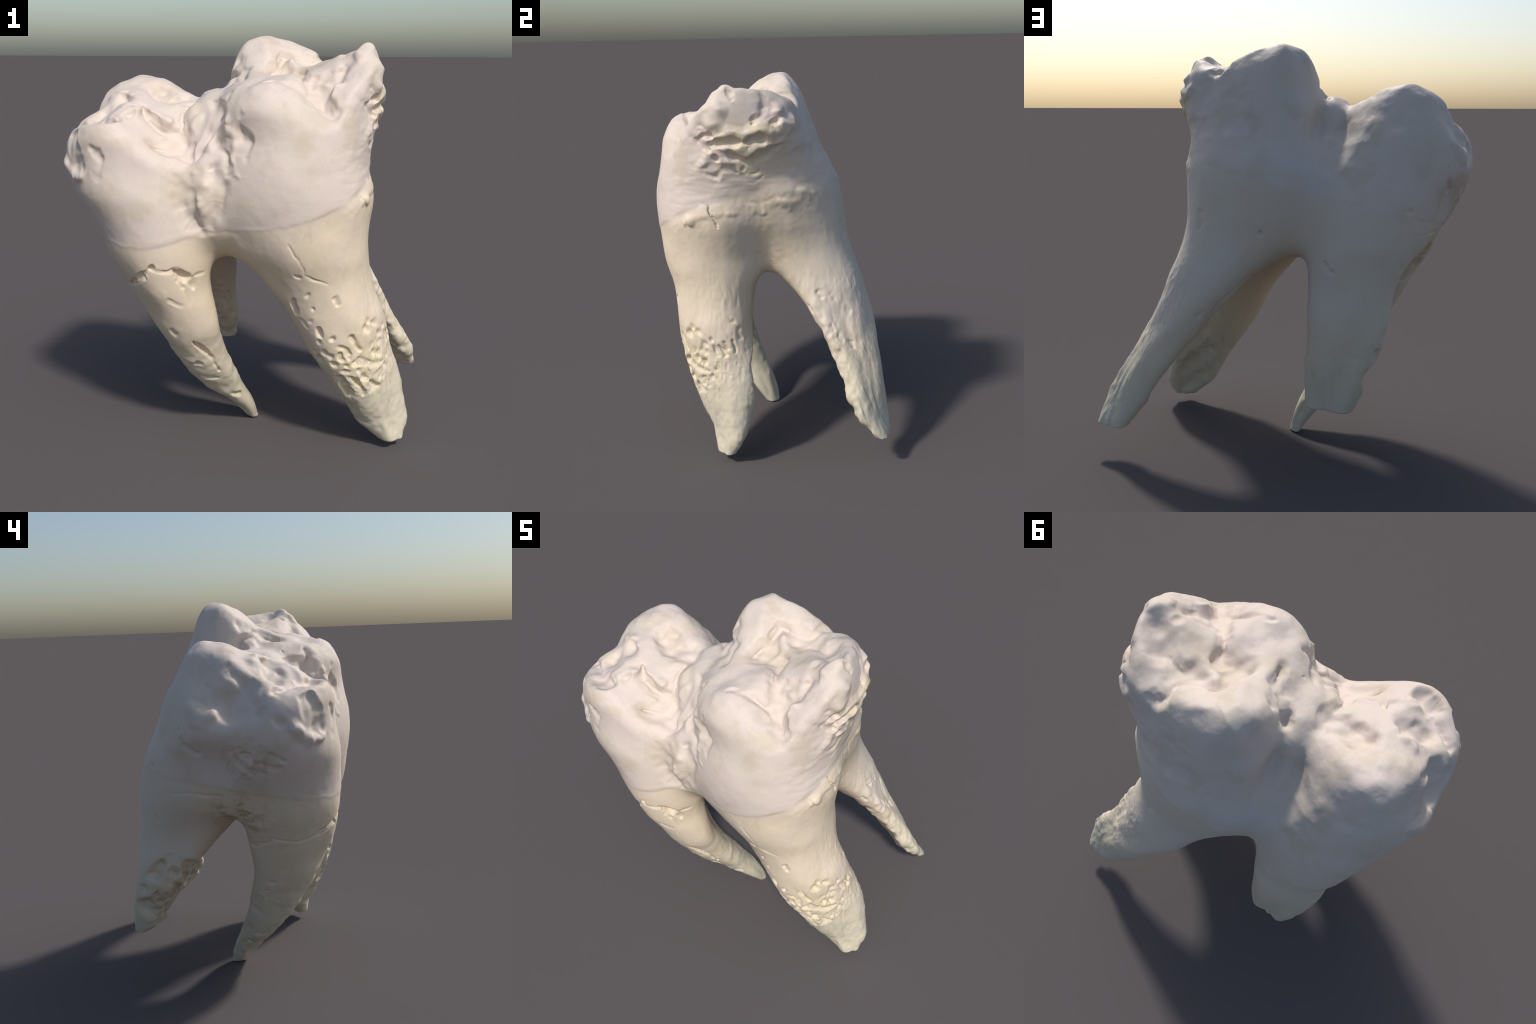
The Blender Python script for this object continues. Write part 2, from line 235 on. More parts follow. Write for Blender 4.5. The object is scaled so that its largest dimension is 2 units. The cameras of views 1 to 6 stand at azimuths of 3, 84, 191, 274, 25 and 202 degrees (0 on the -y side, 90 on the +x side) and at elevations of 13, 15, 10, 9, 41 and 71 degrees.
        ("cut", 0.01365, 0.0104, 0.006, [(0.478, -0.469, 0.497), (0.507, -0.458, 0.516), (0.552, -0.430, 0.494), (0.584, -0.404, 0.491), (0.618, -0.355, 0.483)]),
        ("cut", 0.01785, 0.0128, 0.006, [(0.541, -0.437, 0.432)]),
        ("cut", 0.0168, 0.0112, 0.006, [(0.605, -0.386, 0.440), (0.609, -0.383, 0.419)]),
        ("cut", 0.01365, 0.012, 0.006, [(0.568, -0.415, 0.399), (0.601, -0.388, 0.373)]),
        ("cut", 0.01365, 0.008, 0.006, [(0.558, -0.417, 0.348)]),
        ("cut", 0.0231, 0.0144, 0.006, [(0.416, -0.435, 0.409), (0.461, -0.415, 0.338)]),
        ("cut", 0.0168, 0.0144, 0.006, [(0.481, -0.452, 0.418), (0.507, -0.439, 0.381), (0.534, -0.422, 0.336)]),
        ("cut", 0.0294, 0.0144, 0.006, [(0.318, -0.424, 0.511)]),
        ("cut", 0.0147, 0.0048, 0.006, [(0.243, -0.454, 0.690)]),
        ("cut", 0.0147, 0.0096, 0.006, [(0.294, -0.419, 0.540)]),
        ("cut", 0.0126, 0.0064, 0.006, [(0.272, -0.482, 0.711)]),
        ("cut", 0.0126, 0.004, 0.006, [(0.252, -0.499, 0.838)]),
        ("cut", 0.0147, 0.0096, 0.006, [(0.619, -0.339, 0.660)]),
        ("cut", 0.0126, 0.0064, 0.006, [(0.564, -0.413, 0.696)]),
        ("cut", 0.0168, 0.0096, 0.006, [(0.509, -0.456, 0.471)]),
        ("cut", 0.0147, 0.0096, 0.006, [(0.639, -0.322, 0.501)]),
        ("cut", 0.0147, 0.0096, 0.006, [(0.633, -0.338, 0.454)]),
        ("cut", 0.007, 0.0022, 0.004, [(0.171, -0.567, 1.087), (0.192, -0.561, 1.052), (0.230, -0.547, 0.983), (0.237, -0.535, 0.953)]),
        ("cut", 0.01, 0.01, 0.006, [(0.201, -0.521, 0.936), (0.220, -0.525, 0.931)]),
        ("cut", 0.01, 0.0025, 0.006, [(0.240, -0.533, 0.944), (0.282, -0.527, 0.921), (0.341, -0.521, 0.899)]),
        ("cut", 0.0168, 0.0128, 0.006, [(0.574, -0.412, 0.545)]),
        ("cut", 0.01365, 0.0128, 0.006, [(0.636, -0.299, 0.626), (0.649, -0.267, 0.581)]),
        ("cut", 0.0126, 0.008, 0.006, [(0.629, -0.325, 0.625), (0.641, -0.301, 0.580)]),
        ("cut", 0.01365, 0.012, 0.006, [(0.634, -0.227, 0.645), (0.643, -0.213, 0.599)]),
        ("cut", 0.0126, 0.008, 0.006, [(0.637, -0.276, 0.641), (0.644, -0.262, 0.611)]),
        ("cut", 0.0189, 0.0128, 0.006, [(0.533, -0.442, 0.440)]),
        ("cut", 0.0147, 0.008, 0.006, [(0.611, -0.380, 0.427)]),
        ("cut", 0.0168, 0.0096, 0.006, [(0.580, -0.404, 0.366)]),
        ("cut", 0.0126, 0.008, 0.006, [(0.627, -0.359, 0.408)]),
        ("cut", 0.0147, 0.008, 0.006, [(0.551, -0.425, 0.380)]),
        ("cut", 0.0126, 0.0064, 0.006, [(0.596, -0.225, 0.743)]),
        ("cut", 0.0147, 0.0072, 0.006, [(0.601, -0.192, 0.703), (0.614, -0.187, 0.659)]),
        ("cut", 0.0189, 0.008, 0.006, [(0.589, -0.388, 0.598)]),
        ("cut", 0.021, 0.008, 0.006, [(0.572, -0.402, 0.697)]),
        ("cut", 0.0189, 0.008, 0.006, [(0.543, -0.435, 0.713)]),
    ],
    "erosion of the rear roots": [
        ("cut", 0.036, 0.03, 0.012, [(-0.522, 0.404, 0.696), (-0.513, 0.427, 0.650)]),
        ("cut", 0.028, 0.016, 0.01, [(-0.507, 0.317, 0.659)]),
        ("cut", 0.026, 0.022, 0.012, [(-0.508, 0.266, 0.702), (-0.425, 0.289, 0.601)]),
        ("cut", 0.02, 0.014, 0.01, [(-0.475, 0.234, 0.691), (0.746, 0.420, 0.278)]),
        ("cut", 0.055, 0.026, 0.015, [(-0.444, 0.482, 0.456)]),
        ("cut", 0.03, 0.012, 0.01, [(-0.475, 0.500, 0.570)]),
        ("cut", 0.02, 0.012, 0.008, [(-0.476, 0.440, 0.537), (-0.445, 0.417, 0.494)]),
        ("cut", 0.025, 0.014, 0.01, [(-0.409, 0.446, 0.424)]),
        ("cut", 0.025, 0.014, 0.01, [(-0.475, 0.344, 0.586), (-0.430, 0.334, 0.552)]),
        ("cut", 0.02, 0.006, 0.012, [(-0.530, 0.343, 0.747), (-0.526, 0.354, 0.721)]),
        ("cut", 0.02, 0.008, 0.012, [(-0.578, 0.391, 0.963)]),
        ("cut", 0.03, 0.01, 0.02, [(-0.393, -0.083, 0.474), (-0.352, -0.072, 0.401)]),
        ("cut", 0.018, 0.008, 0.012, [(-0.480, -0.156, 0.590)]),
        ("cut", 0.018, 0.006, 0.012, [(-0.444, -0.125, 0.535)]),
        ("cut", 0.022, 0.012, 0.012, [(-0.203, -0.010, 0.179)]),
        ("cut", 0.015, 0.008, 0.012, [(-0.271, -0.049, 0.245), (-0.279, -0.114, 0.247)]),
        ("cut", 0.028, 0.02, 0.012, [(-0.177, 0.323, 0.596), (-0.159, 0.370, 0.496)]),
        ("cut", 0.014, 0.008, 0.012, [(-0.225, 0.448, 0.981), (-0.243, 0.463, 0.946), (-0.267, 0.473, 0.937)]),
        ("cut", 0.02, 0.008, 0.012, [(0.378, 0.402, 1.189), (0.379, 0.416, 1.135)]),
        ("cut", 0.014, 0.008, 0.012, [(0.079, 0.441, 1.104)]),
        ("cut", 0.018, 0.006, 0.012, [(0.351, 0.544, 0.732), (0.341, 0.541, 0.743)]),
        ("cut", 0.022, 0.014, 0.01, [(0.147, 0.387, 0.884), (0.201, 0.431, 0.835), (0.255, 0.474, 0.786), (0.302, 0.481, 0.722)]),
        ("cut", 0.02, 0.012, 0.01, [(0.668, -0.129, 0.262)]),
        ("cut", 0.022, 0.01, 0.01, [(0.670, -0.161, 0.174)]),
        ("cut", 0.016, 0.005, 0.008, [(0.641, 0.295, 0.703), (0.651, 0.305, 0.682)]),
        ("cut", 0.016, 0.005, 0.008, [(0.662, 0.337, 0.652), (0.672, 0.347, 0.631)]),
        ("cut", 0.016, 0.005, 0.008, [(0.662, 0.392, 0.616), (0.672, 0.401, 0.595)]),
        ("cut", 0.016, 0.005, 0.008, [(0.645, 0.434, 0.632), (0.654, 0.444, 0.610)]),
        ("cut", 0.016, 0.005, 0.008, [(0.587, 0.391, 0.784), (0.594, 0.401, 0.761)]),
        ("cut", 0.016, 0.005, 0.008, [(0.569, 0.309, 0.855), (0.577, 0.319, 0.833)]),
        ("cut", 0.016, 0.005, 0.008, [(0.561, 0.194, 0.787), (0.572, 0.204, 0.766)]),
        ("cut", 0.016, 0.005, 0.008, [(0.563, 0.248, 0.872), (0.571, 0.258, 0.850)]),
    ],
    "dents of the distal wall": [
        ("cut", 0.016, 0.01, 0.01, [(-0.836, -0.028, 1.287), (-0.821, -0.070, 1.225), (-0.833, -0.110, 1.229)]),
        ("cut", 0.016, 0.008, 0.01, [(-0.848, -0.156, 1.244), (-0.840, -0.219, 1.227)]),
        ("cut", 0.014, 0.007, 0.01, [(-0.871, -0.197, 1.294), (-0.855, -0.246, 1.265)]),
        ("cut", 0.02, 0.008, 0.01, [(-0.852, -0.069, 1.299), (-0.853, -0.094, 1.288)]),
        ("cut", 0.018, 0.008, 0.01, [(-0.780, 0.215, 1.359), (-0.774, 0.173, 1.304), (-0.788, 0.132, 1.305)]),
        ("cut", 0.02, 0.008, 0.012, [(-0.610, 0.391, 1.223)]),
        ("cut", 0.03, 0.012, 0.01, [(-0.844, -0.056, 1.481)]),
        ("cut", 0.03, 0.012, 0.01, [(-0.871, -0.134, 1.478)]),
        ("cut", 0.03, 0.01, 0.01, [(-0.895, -0.228, 1.455)]),
        ("cut", 0.007, 0.007, 0.003, [(-0.775, 0.229, 1.414)]),
    ],
    "hollows of the worn roots": [
        ("hollow", 0.09, 0, 0.04, [(0.500, 0.060, 0.630), (0.582, -0.077, 0.446), (0.566, -0.125, 0.315), (0.610, -0.150, 0.130)]),
    ],
}


# ------------------------------------------------------------- implicit tools


def smooth_min(a, b, k):
    h = np.maximum(k - np.abs(a - b), 0) / k
    return np.minimum(a, b) - h * h * k * 0.25


def smooth_max(a, b, k):
    return -smooth_min(-a, -b, k)


def spline_weights(t):
    t2, t3 = t * t, t * t * t
    return (-0.5 * t + t2 - 0.5 * t3, 1 - 2.5 * t2 + 1.5 * t3, 0.5 * t + 2 * t2 - 1.5 * t3, -0.5 * t2 + 0.5 * t3)


class Loft:
    """A solid lofted along z through polar cross-sections."""

    def __init__(self, sections):
        self.z = np.array([s[0] for s in sections], float)
        self.centre = np.array([s[1] for s in sections], float)
        self.radius = np.array([s[2] for s in sections], float)

    def __call__(self, p, cap_top, cap_bottom, k=0.012):
        z, n, m = self.z, len(self.z), self.radius.shape[1]
        i = np.clip(np.searchsorted(z, p[:, 2]) - 1, 0, n - 2)
        dz = z[i + 1] - z[i]
        t = np.clip((p[:, 2] - z[i]) / dz, 0, 1)
        rows = [np.clip(i + o, 0, n - 1) for o in (-1, 0, 1, 2)]
        a, b = dz / (z[rows[2]] - z[rows[0]]), dz / (z[rows[3]] - z[rows[1]])
        t2, t3 = t * t, t * t * t
        h = (2 * t3 - 3 * t2 + 1, t3 - 2 * t2 + t, 3 * t2 - 2 * t3, t3 - t2)
        w = (-h[1] * a, h[0] - h[3] * b, h[2] + h[1] * a, h[3] * b)
        g = (6 * t2 - 6 * t, 3 * t2 - 4 * t + 1, 6 * t - 6 * t2, 3 * t2 - 2 * t)
        slope = (-g[1] * a, g[0] - g[3] * b, g[2] + g[1] * a, g[3] * b)
        d = p[:, :2] - sum(w[q][:, None] * self.centre[rows[q]] for q in range(4))
        rho = np.hypot(d[:, 0], d[:, 1])
        a = (np.arctan2(d[:, 1], d[:, 0]) / (2 * np.pi) * m) % m
        j = np.floor(a).astype(int)
        v = spline_weights(a - j)
        cols = [(j + o) % m for o in (-1, 0, 1, 2)]
        r, dr = 0, 0
        for q in range(4):
            ring = sum(v[c] * self.radius[rows[q], cols[c]] for c in range(4))
            r, dr = r + w[q] * ring, dr + slope[q] / dz * ring
        lean = sum((slope[q] / dz)[:, None] * self.centre[rows[q]] for q in range(4))
        steep = dr + (lean * d / np.maximum(rho, 1e-6)[:, None]).sum(1)
        f = (rho - r) / np.sqrt(1 + np.clip(steep, -2.5, 2.5) ** 2)
        if cap_bottom:
            f = smooth_max(f, z[0] - p[:, 2], k)
        if cap_top:
            f = smooth_max(f, p[:, 2] - z[-1], k)
        return f


class Table:
    """Thin-plate surface z(x, y) through the cusps and fossae."""

    def __init__(self, points):
        p = np.array(points, float)
        self.p, n = p[:, :2], len(p)
        a = np.zeros((n + 3, n + 3))
        a[:n, :n] = self.kernel(np.linalg.norm(self.p[:, None] - self.p[None], axis=-1)) + 6e-4 * np.eye(n)
        a[:n, n] = a[n, :n] = 1
        a[:n, n + 1 :], a[n + 1 :, :n] = self.p, self.p.T
        self.w = np.linalg.solve(a, np.r_[p[:, 2], 0, 0, 0])

    @staticmethod
    def kernel(r):
        return r * r * np.log(r + 1e-9)

    def __call__(self, p):
        q, n = np.clip(p[:, :2], [-0.98, -0.66], [0.68, 0.5]), len(self.p)
        out = self.w[n] + q @ self.w[n + 1 :]
        for i in range(n):
            out += self.w[i] * self.kernel(np.hypot(q[:, 0] - self.p[i, 0], q[:, 1] - self.p[i, 1]))
        return out


distal_lobe, mesial_lobe = Loft(DISTAL_LOBE), Loft(MESIAL_LOBE)
roots = [Loft(ROOT_FRONT_BROAD), Loft(ROOT_FRONT_SLENDER), Loft(ROOT_REAR_BLADE), Loft(ROOT_REAR_BLUNT)]
table = Table(OCCLUSAL_POINTS)
# waist that joins the two lobes: centre, half-axes
ISTHMUS = ((-0.20, -0.075, 1.27), (0.16, 0.40, 0.34))
# central lump between the lobes: centre, half-axes
LUMP = ((-0.19, -0.08, 1.635), (0.085, 0.165, 0.11))
STROKES = []


def tube(p, path, radius):
    """Distance to a chain of tapering round bars."""
    best = np.full(len(p), 9.0)
    if len(path) == 1:
        return np.linalg.norm(p - path[0], axis=1) - radius[0]
    for a, b, ra, rb in zip(path[:-1], path[1:], radius[:-1], radius[1:]):
        t = np.clip(((p - a) @ (b - a)) / max((b - a) @ (b - a), 1e-9), 0, 1)
        best = np.minimum(best, np.linalg.norm(p - a - t[:, None] * (b - a), axis=1) - ra - t * (rb - ra))
    return best


def wander(p):
    """Bend space a little so that the marks do not look ruled."""
    x, y, z = p[:, 0], p[:, 1], p[:, 2]
    return p + 0.007 * np.stack([np.sin(43 * y + 29 * z) + 0.35 * np.sin(97 * z - 61 * x), np.sin(47 * z + 31 * x + 1) + 0.35 * np.sin(89 * x - 71 * y), np.sin(53 * x - 37 * y + 2) + 0.35 * np.sin(83 * y + 67 * z)], 1)


def press_marks(p, f, chunk=6000):
    for s in range(0, len(p), chunk):
        q, g = p[s : s + chunk], f[s : s + chunk]
        lo, hi = q.min(0), q.max(0)
        w = None
        for path, radius, cut, k, low, high in STROKES:
            if (lo > high).any() or (hi < low).any():
                continue
            near = np.flatnonzero(((q > low) & (q < high)).all(1))
            if not len(near):
                continue
            w = wander(q) if w is None else w
            d = tube(w[near], path, radius)
            g[near] = smooth_max(g[near], -d, k) if cut else smooth_min(g[near], d, k)


def ellipsoid(p, shape):
    d, axes = p - np.array(shape[0]), np.array(shape[1])
    k0, k1 = np.linalg.norm(d / axes, axis=1), np.linalg.norm(d / axes**2, axis=1)
    return k0 * (k0 - 1) / np.maximum(k1, 1e-6)


def solid(p):
    """Signed distance (roughly) to the surface of the tooth."""
    x, y, z = p[:, 0], p[:, 1], p[:, 2]
    f = np.full(len(p), 9.0)
    up = z > 0.52
    if up.any():
        q = p[up]
        b = smooth_min(distal_lobe(q, False, False), mesial_lobe(q, False, False), 0.14)
        b = smooth_min(b, ellipsoid(q, ISTHMUS), 0.10)
        floor = FORK[0] + FORK[1] * q[:, 0] + FORK[2] * q[:, 1] + FORK[3] * np.abs(q[:, 1])
        f[up] = smooth_max(b, (floor - q[:, 2]) * 0.8, 0.16)
    low = z < 1.6
    if low.any():
        q, g = p[low], f[low]
        for root in roots:
            g = smooth_min(g, root(q, True, True), 0.14)
        f[low] = g
    high = z > 1.2
    if high.any():
        q = p[high]
        g = smooth_max(f[high], (q[:, 2] - table(q)) * 0.85, 0.09)
        f[high] = smooth_min(g, ellipsoid(q, LUMP), 0.05)
    if STROKES:
        press_marks(p, f)
    return f


def slope_of(p, e=0.004):
    base = solid(p)
    return np.stack([solid(p + o) - base for o in np.eye(3) * e], 1) / e


def spline(points, parts=3):
    if len(points) < 3:
        return points
    p = np.vstack([2 * points[0] - points[1], points, 2 * points[-1] - points[-2]])
    out = []
    for i in range(1, len(p) - 2):
        for t in np.arange(parts) / parts:
            w = spline_weights(t)
            out.append(sum(w[k] * p[i - 1 + k] for k in range(4)))
    return np.array(out + [points[-1]])


def lay_marks():
    """Turn the marks into bars that bite into, or stand out of, the surface."""
    jobs, bars = [], []
    for name, group in MARKS.items():
        for kind, radius, depth, soft, curve in group:
            p = spline(np.array(curve))
            if kind == "hollow":  # a bar placed in space, not on the surface
                r = np.full(len(p), radius)
                bars.append((p, r, True, soft, p.min(0) - radius - 0.08, p.max(0) + radius + 0.08))
                continue
            soft = min(max(soft, 0.7 * radius), 2.2 * depth)
            jobs.append((p, radius, depth, kind == "cut", soft))
            if "fissure" in name:  # a crisp line along its bottom
                jobs.append((p, 0.009, depth + 0.008, True, 0.010))
    every = settle(np.concatenate([j[0] for j in jobs]), 4, 0.02)
    n_all = slope_of(every, 0.012)
    n_all /= np.maximum(np.linalg.norm(n_all, axis=1), 1e-6)[:, None]
    at = 0
    for i, (p, radius, depth, cut, soft) in enumerate(jobs):
        q, n = every[at : at + len(p)], n_all[at : at + len(p)]
        at += len(p)
        r = radius * (1 + 0.18 * np.sin(0.7 * np.arange(len(p)) + 2.3 * i))
        if len(p) > 2:
            r[[0, -1]] *= 0.6
        lift = (r - depth * r / radius) * (1 if cut else -1)
        # the bars live in bent space, so bend them too
        path = wander(q + n * lift[:, None])
        pad = r.max() + soft + 0.02
        bars.append((path, r, cut, soft, path.min(0) - pad, path.max(0) + pad))
    STROKES.extend(sorted(bars, key=lambda b: b[2]))


# --------------------------------------------------------------------- mesher


def mesh_solid(step=0.008, low=(-1.0, -0.7, -0.06), size=(2.0, 1.4, 2.16)):
    """Surface nets on a grid that is refined only near the surface."""
    ratio = 4
    n = [int(math.ceil(s / (step * ratio))) for s in size]
    low = np.array(low)
    coarse = np.stack(np.meshgrid(*[np.arange(k + 1) for k in n], indexing="ij"), -1).reshape(-1, 3)
    value = solid(low + coarse * step * ratio).reshape([k + 1 for k in n])
    corners = [value[a : a + n[0], b : b + n[1], c : c + n[2]] for a in (0, 1) for b in (0, 1) for c in (0, 1)]
    nearest, lo, hi = np.min(np.abs(corners), 0), np.min(corners, 0), np.max(corners, 0)
    active = (nearest < step * ratio * 0.9) | ((lo < 0) & (hi > 0))
    grid = np.repeat(np.repeat(np.repeat(corners[0], ratio, 0), ratio, 1), ratio, 2).astype(np.float32)
    cells = np.argwhere(active)
    sub = np.stack(np.meshgrid(*[np.arange(ratio)] * 3, indexing="ij"), -1).reshape(-1, 3)
    ijk = (cells[:, None] * ratio + sub).reshape(-1, 3)
    for s in range(0, len(ijk), 200000):
        part = ijk[s : s + 200000]
        grid[tuple(part.T)] = solid(low + part * step)
    inside = grid < 0
    shape = np.array(grid.shape) - 1
    total = np.zeros(shape, np.int8)
    for a in (0, 1):
        for b in (0, 1):
            for c in (0, 1):
                total += inside[a : a + shape[0], b : b + shape[1], c : c + shape[2]]
    cell = np.argwhere((total > 0) & (total < 8))
    number = np.full(shape, -1, np.int32)
    number[tuple(cell.T)] = np.arange(len(cell))
    acc, cnt = np.zeros((len(cell), 3)), np.zeros(len(cell))
    offs = [np.array(o) for o in np.ndindex(2, 2, 2)]
    for o in offs:
        for axis in range(3):
            if o[axis]:
                continue
            e = o.copy()
            e[axis] = 1
            v0, v1 = grid[tuple((cell + o).T)], grid[tuple((cell + e).T)]
            cut = (v0 < 0) != (v1 < 0)
            t = np.where(cut, v0 / np.where(cut, v0 - v1, 1), 0)
            at = o + t[:, None] * (e - o)
            acc += at * cut[:, None]
            cnt += cut
    verts = low + (cell + acc / cnt[:, None]) * step
    quads = []
    for axis in range(3):
        u, v = np.eye(3, dtype=int)[(axis + 1) % 3], np.eye(3, dtype=int)[(axis + 2) % 3]
        w = np.eye(3, dtype=int)[axis]
        end = np.array(grid.shape) - w
        a = inside[: end[0], : end[1], : end[2]]
        b = inside[w[0] :, w[1] :, w[2] :]
        edge = np.argwhere(a != b)
        edge = edge[((edge > 0) | (w == 1)).all(1) & (edge < shape).all(1)]
        flip = a[tuple(edge.T)]
        q = np.stack([number[tuple((edge - u - v).T)], number[tuple((edge - v).T)], number[tuple(edge.T)], number[tuple((edge - u).T)]], 1)
        q[~flip] = q[~flip][:, ::-1]
        quads.append(q[(q >= 0).all(1)])
    return verts, np.concatenate(quads)


def drop_crumbs(verts, quads):
    """Keep the largest connected piece."""
    label = np.arange(len(verts))
    while True:
        m = label[quads].min(1)
        new = label.copy()
        for c in range(4):
            np.minimum.at(new, quads[:, c], m)
        new = new[new]
        if (new == label).all():
            break
        label = new
    best = np.bincount(label).argmax()
    keep = label == best
    renum = np.cumsum(keep) - 1
    return verts[keep], renum[quads[keep[quads[:, 0]]]]


def split_quads(verts, quads):
    """One linear 1-to-4 subdivision."""
    n, e = len(verts), np.concatenate([quads[:, [k, (k + 1) % 4]] for k in range(4)])
    e.sort(1)
    uniq, inv = np.unique(e[:, 0].astype(np.int64) * n + e[:, 1], return_inverse=True)
    inv = inv.reshape(4, -1)
    mid = (verts[uniq // n] + verts[uniq % n]) / 2
    face = verts[quads].mean(1)
    m, f = n + inv, n + len(uniq) + np.arange(len(quads))
    new = np.concatenate([np.stack([quads[:, k], m[k], f, m[k - 1]], 1) for k in range(4)])
    return np.concatenate([verts, mid, face]), new


def settle(verts, rounds=2, most=0.006):
    for _ in range(rounds):
        g = slope_of(verts)
        g2 = np.maximum((g * g).sum(1), 0.05)
        verts = verts - np.clip((solid(verts) / g2)[:, None] * g, -most, most)
    return verts


def vertex_normals(verts, quads):
    n = np.cross(verts[quads[:, 2]] - verts[quads[:, 0]], verts[quads[:, 3]] - verts[quads[:, 1]])
    out = np.zeros_like(verts)
    for axis in range(3):
        for c in range(4):
            out[:, axis] += np.bincount(quads[:, c], n[:, axis], len(verts))
    return out / np.maximum(np.linalg.norm(out, axis=1), 1e-12)[:, None]


# -------------------------------------------------------------- surface grain


def lattice(i, j, k, seed):
    h = (i * 374761393 + j * 668265263 + k * 2147483647 + seed * 974634777) & 0xFFFFFFFF
    h = ((h ^ (h >> 13)) * 1274126177) & 0xFFFFFFFF
    return ((h ^ (h >> 16)) & 0xFFFF) / 32767.5 - 1


def noise(p, size, seed=0):
    """Smooth value noise in -1..1; size is one number or one per axis."""
    q = p / np.array(size)
    i = np.floor(q).astype(np.int64)
    t = q - i
    t = t * t * t * (t * (6 * t - 15) + 10)
    out = 0
    for c in np.ndindex(2, 2, 2):
        w = np.prod([t[:, a] if c[a] else 1 - t[:, a] for a in range(3)], axis=0)
        out = out + w * lattice(i[:, 0] + c[0], i[:, 1] + c[1], i[:, 2] + c[2], seed)
    return out


def ramp(v, a, b):
    t = np.clip((v - a) / (b - a), 0, 1)
    return t * t * (3 - 2 * t)


# height of the neck line, where the enamel ends: 1, x, y, xx, xy, yy, xxy
NECK = (1.265, 0.257, 0.197, 0.082, 0.005, -0.080, -0.047)


def neck_height(p):
    x, y = p[:, 0], p[:, 1]
    return NECK[0] + NECK[1] * x + NECK[2] * y + NECK[3] * x * x + NECK[4] * x * y + NECK[5] * y * y + NECK[6] * x * x * y


def add_detail(verts, normals, quads):
    p = verts
    x, y, z = p.T
    enamel = ramp(z - neck_height(p), -0.01, 0.03)
    root = 1 - enamel
    # enamel: soft swellings, fine wrinkles on the chewing side
    d = enamel * (0.004 * noise(p, 0.15, 1) + 0.0010 * noise(p, 0.05, 2) + 0.0003 * noise(p, 0.02, 3))
    chew = ramp(z, 1.45, 1.62) * enamel * ramp(normals[:, 2], 0.0, 0.5)
    d += chew * (0.007 * noise(p, 0.09, 4) + 0.0018 * noise(p, 0.04, 5) + 0.0004 * noise(p, 0.015, 21))
    # roots: lengthwise streaks, rougher towards the tips
    d += root * (0.004 * noise(p, 0.12, 6) + 0.0009 * noise(p, (0.035, 0.035, 0.12), 7) + 0.0004 * noise(p, 0.025, 8))
    tip = root * ramp(z, 0.62, 0.25)
    broad = ramp(x, 0.2, 0.35) * ramp(y, 0.1, -0.05)
    blade = ramp(x, 0.25, 0.4) * ramp(y, 0.12, 0.25)
    blunt = ramp(x, -0.05, -0.12) * ramp(y, 0.15, 0.25) * ramp(z, 0.85, 0.7)
    d += tip * broad * (0.004 * noise(p, 0.06, 9) + 0.0018 * noise(p, 0.025, 10))
    d += root * ramp(z, 1.0, 0.8) * blade * (0.0022 * noise(p, (0.035, 0.035, 0.10), 11) + 0.0012 * noise(p, (0.018, 0.018, 0.05), 12)) * ramp(normals[:, 1], 0.75, 0.45)
    side = ramp(normals[:, 0], 0.0, 0.5) * ramp(x, 0.2, 0.4) * ramp(z, 1.05, 0.9)
    d += root * side * (0.0014 * noise(p, (0.022, 0.022, 0.075), 25) + 0.0008 * noise(p, (0.012, 0.012, 0.04), 26))
    band = np.exp(-(((x - 0.52) / 0.16) ** 2) - ((z - 0.46) / 0.15) ** 2) * ramp(y, -0.05, -0.2)
    d += root * band * (0.0035 * noise(p, (0.03, 0.03, 0.045), 27) + 0.002 * noise(p, 0.016, 28))
    d -= root * band * 0.006 * ramp(noise(p, (0.019, 0.019, 0.028), 29), 0.30, 0.65)
    inner = ramp(normals[:, 1], 0.1, -0.3)
    d += root * (blade + blunt) * inner * ramp(z, 0.9, 0.7) * (0.010 * noise(p, 0.07, 13) + 0.005 * noise(p, 0.03, 14))
    d += root * ramp(z, 0.7, 0.4) * ramp(x, -0.02, -0.1) * ramp(y, 0.15, 0.05) * (0.004 * noise(p, 0.06, 15) + 0.002 * noise(p, 0.03, 16))
    # the cementum swells at the neck on the mesial side, with a wrinkled band above
    face = ramp(normals[:, 0], 0.3, 0.7) * ramp(x, 0.3, 0.45)
    h = z - neck_height(p)
    d += face * ramp(h, 0.01, -0.04) * ramp(h, -0.30, -0.05) * (0.003 + 0.0018 * noise(p, 0.07, 17) + 0.0008 * noise(p, 0.02, 22))
    d += face * ramp(h, 0.0, 0.05) * ramp(h, 0.32, 0.2) * (0.0025 * noise(p, (0.07, 0.09, 0.03), 18) + 0.0008 * noise(p, (0.03, 0.04, 0.015), 19))
    # crust above the overhang
    d += face * ramp(z, 1.58, 1.63) * ramp(z, 1.80, 1.74) * (0.004 * noise(p, 0.05, 20) + 0.001 * noise(p, 0.02, 23))
    # enamel stands proud of the root along the neck
    d += 0.002 * ramp(h + 0.006 * noise(p, 0.04, 24), -0.010, 0.012) * ramp(h, 0.16, 0.0) * (1 - face)
    return verts + normals * d[:, None]


# ------------------------------------------------------------------ materials


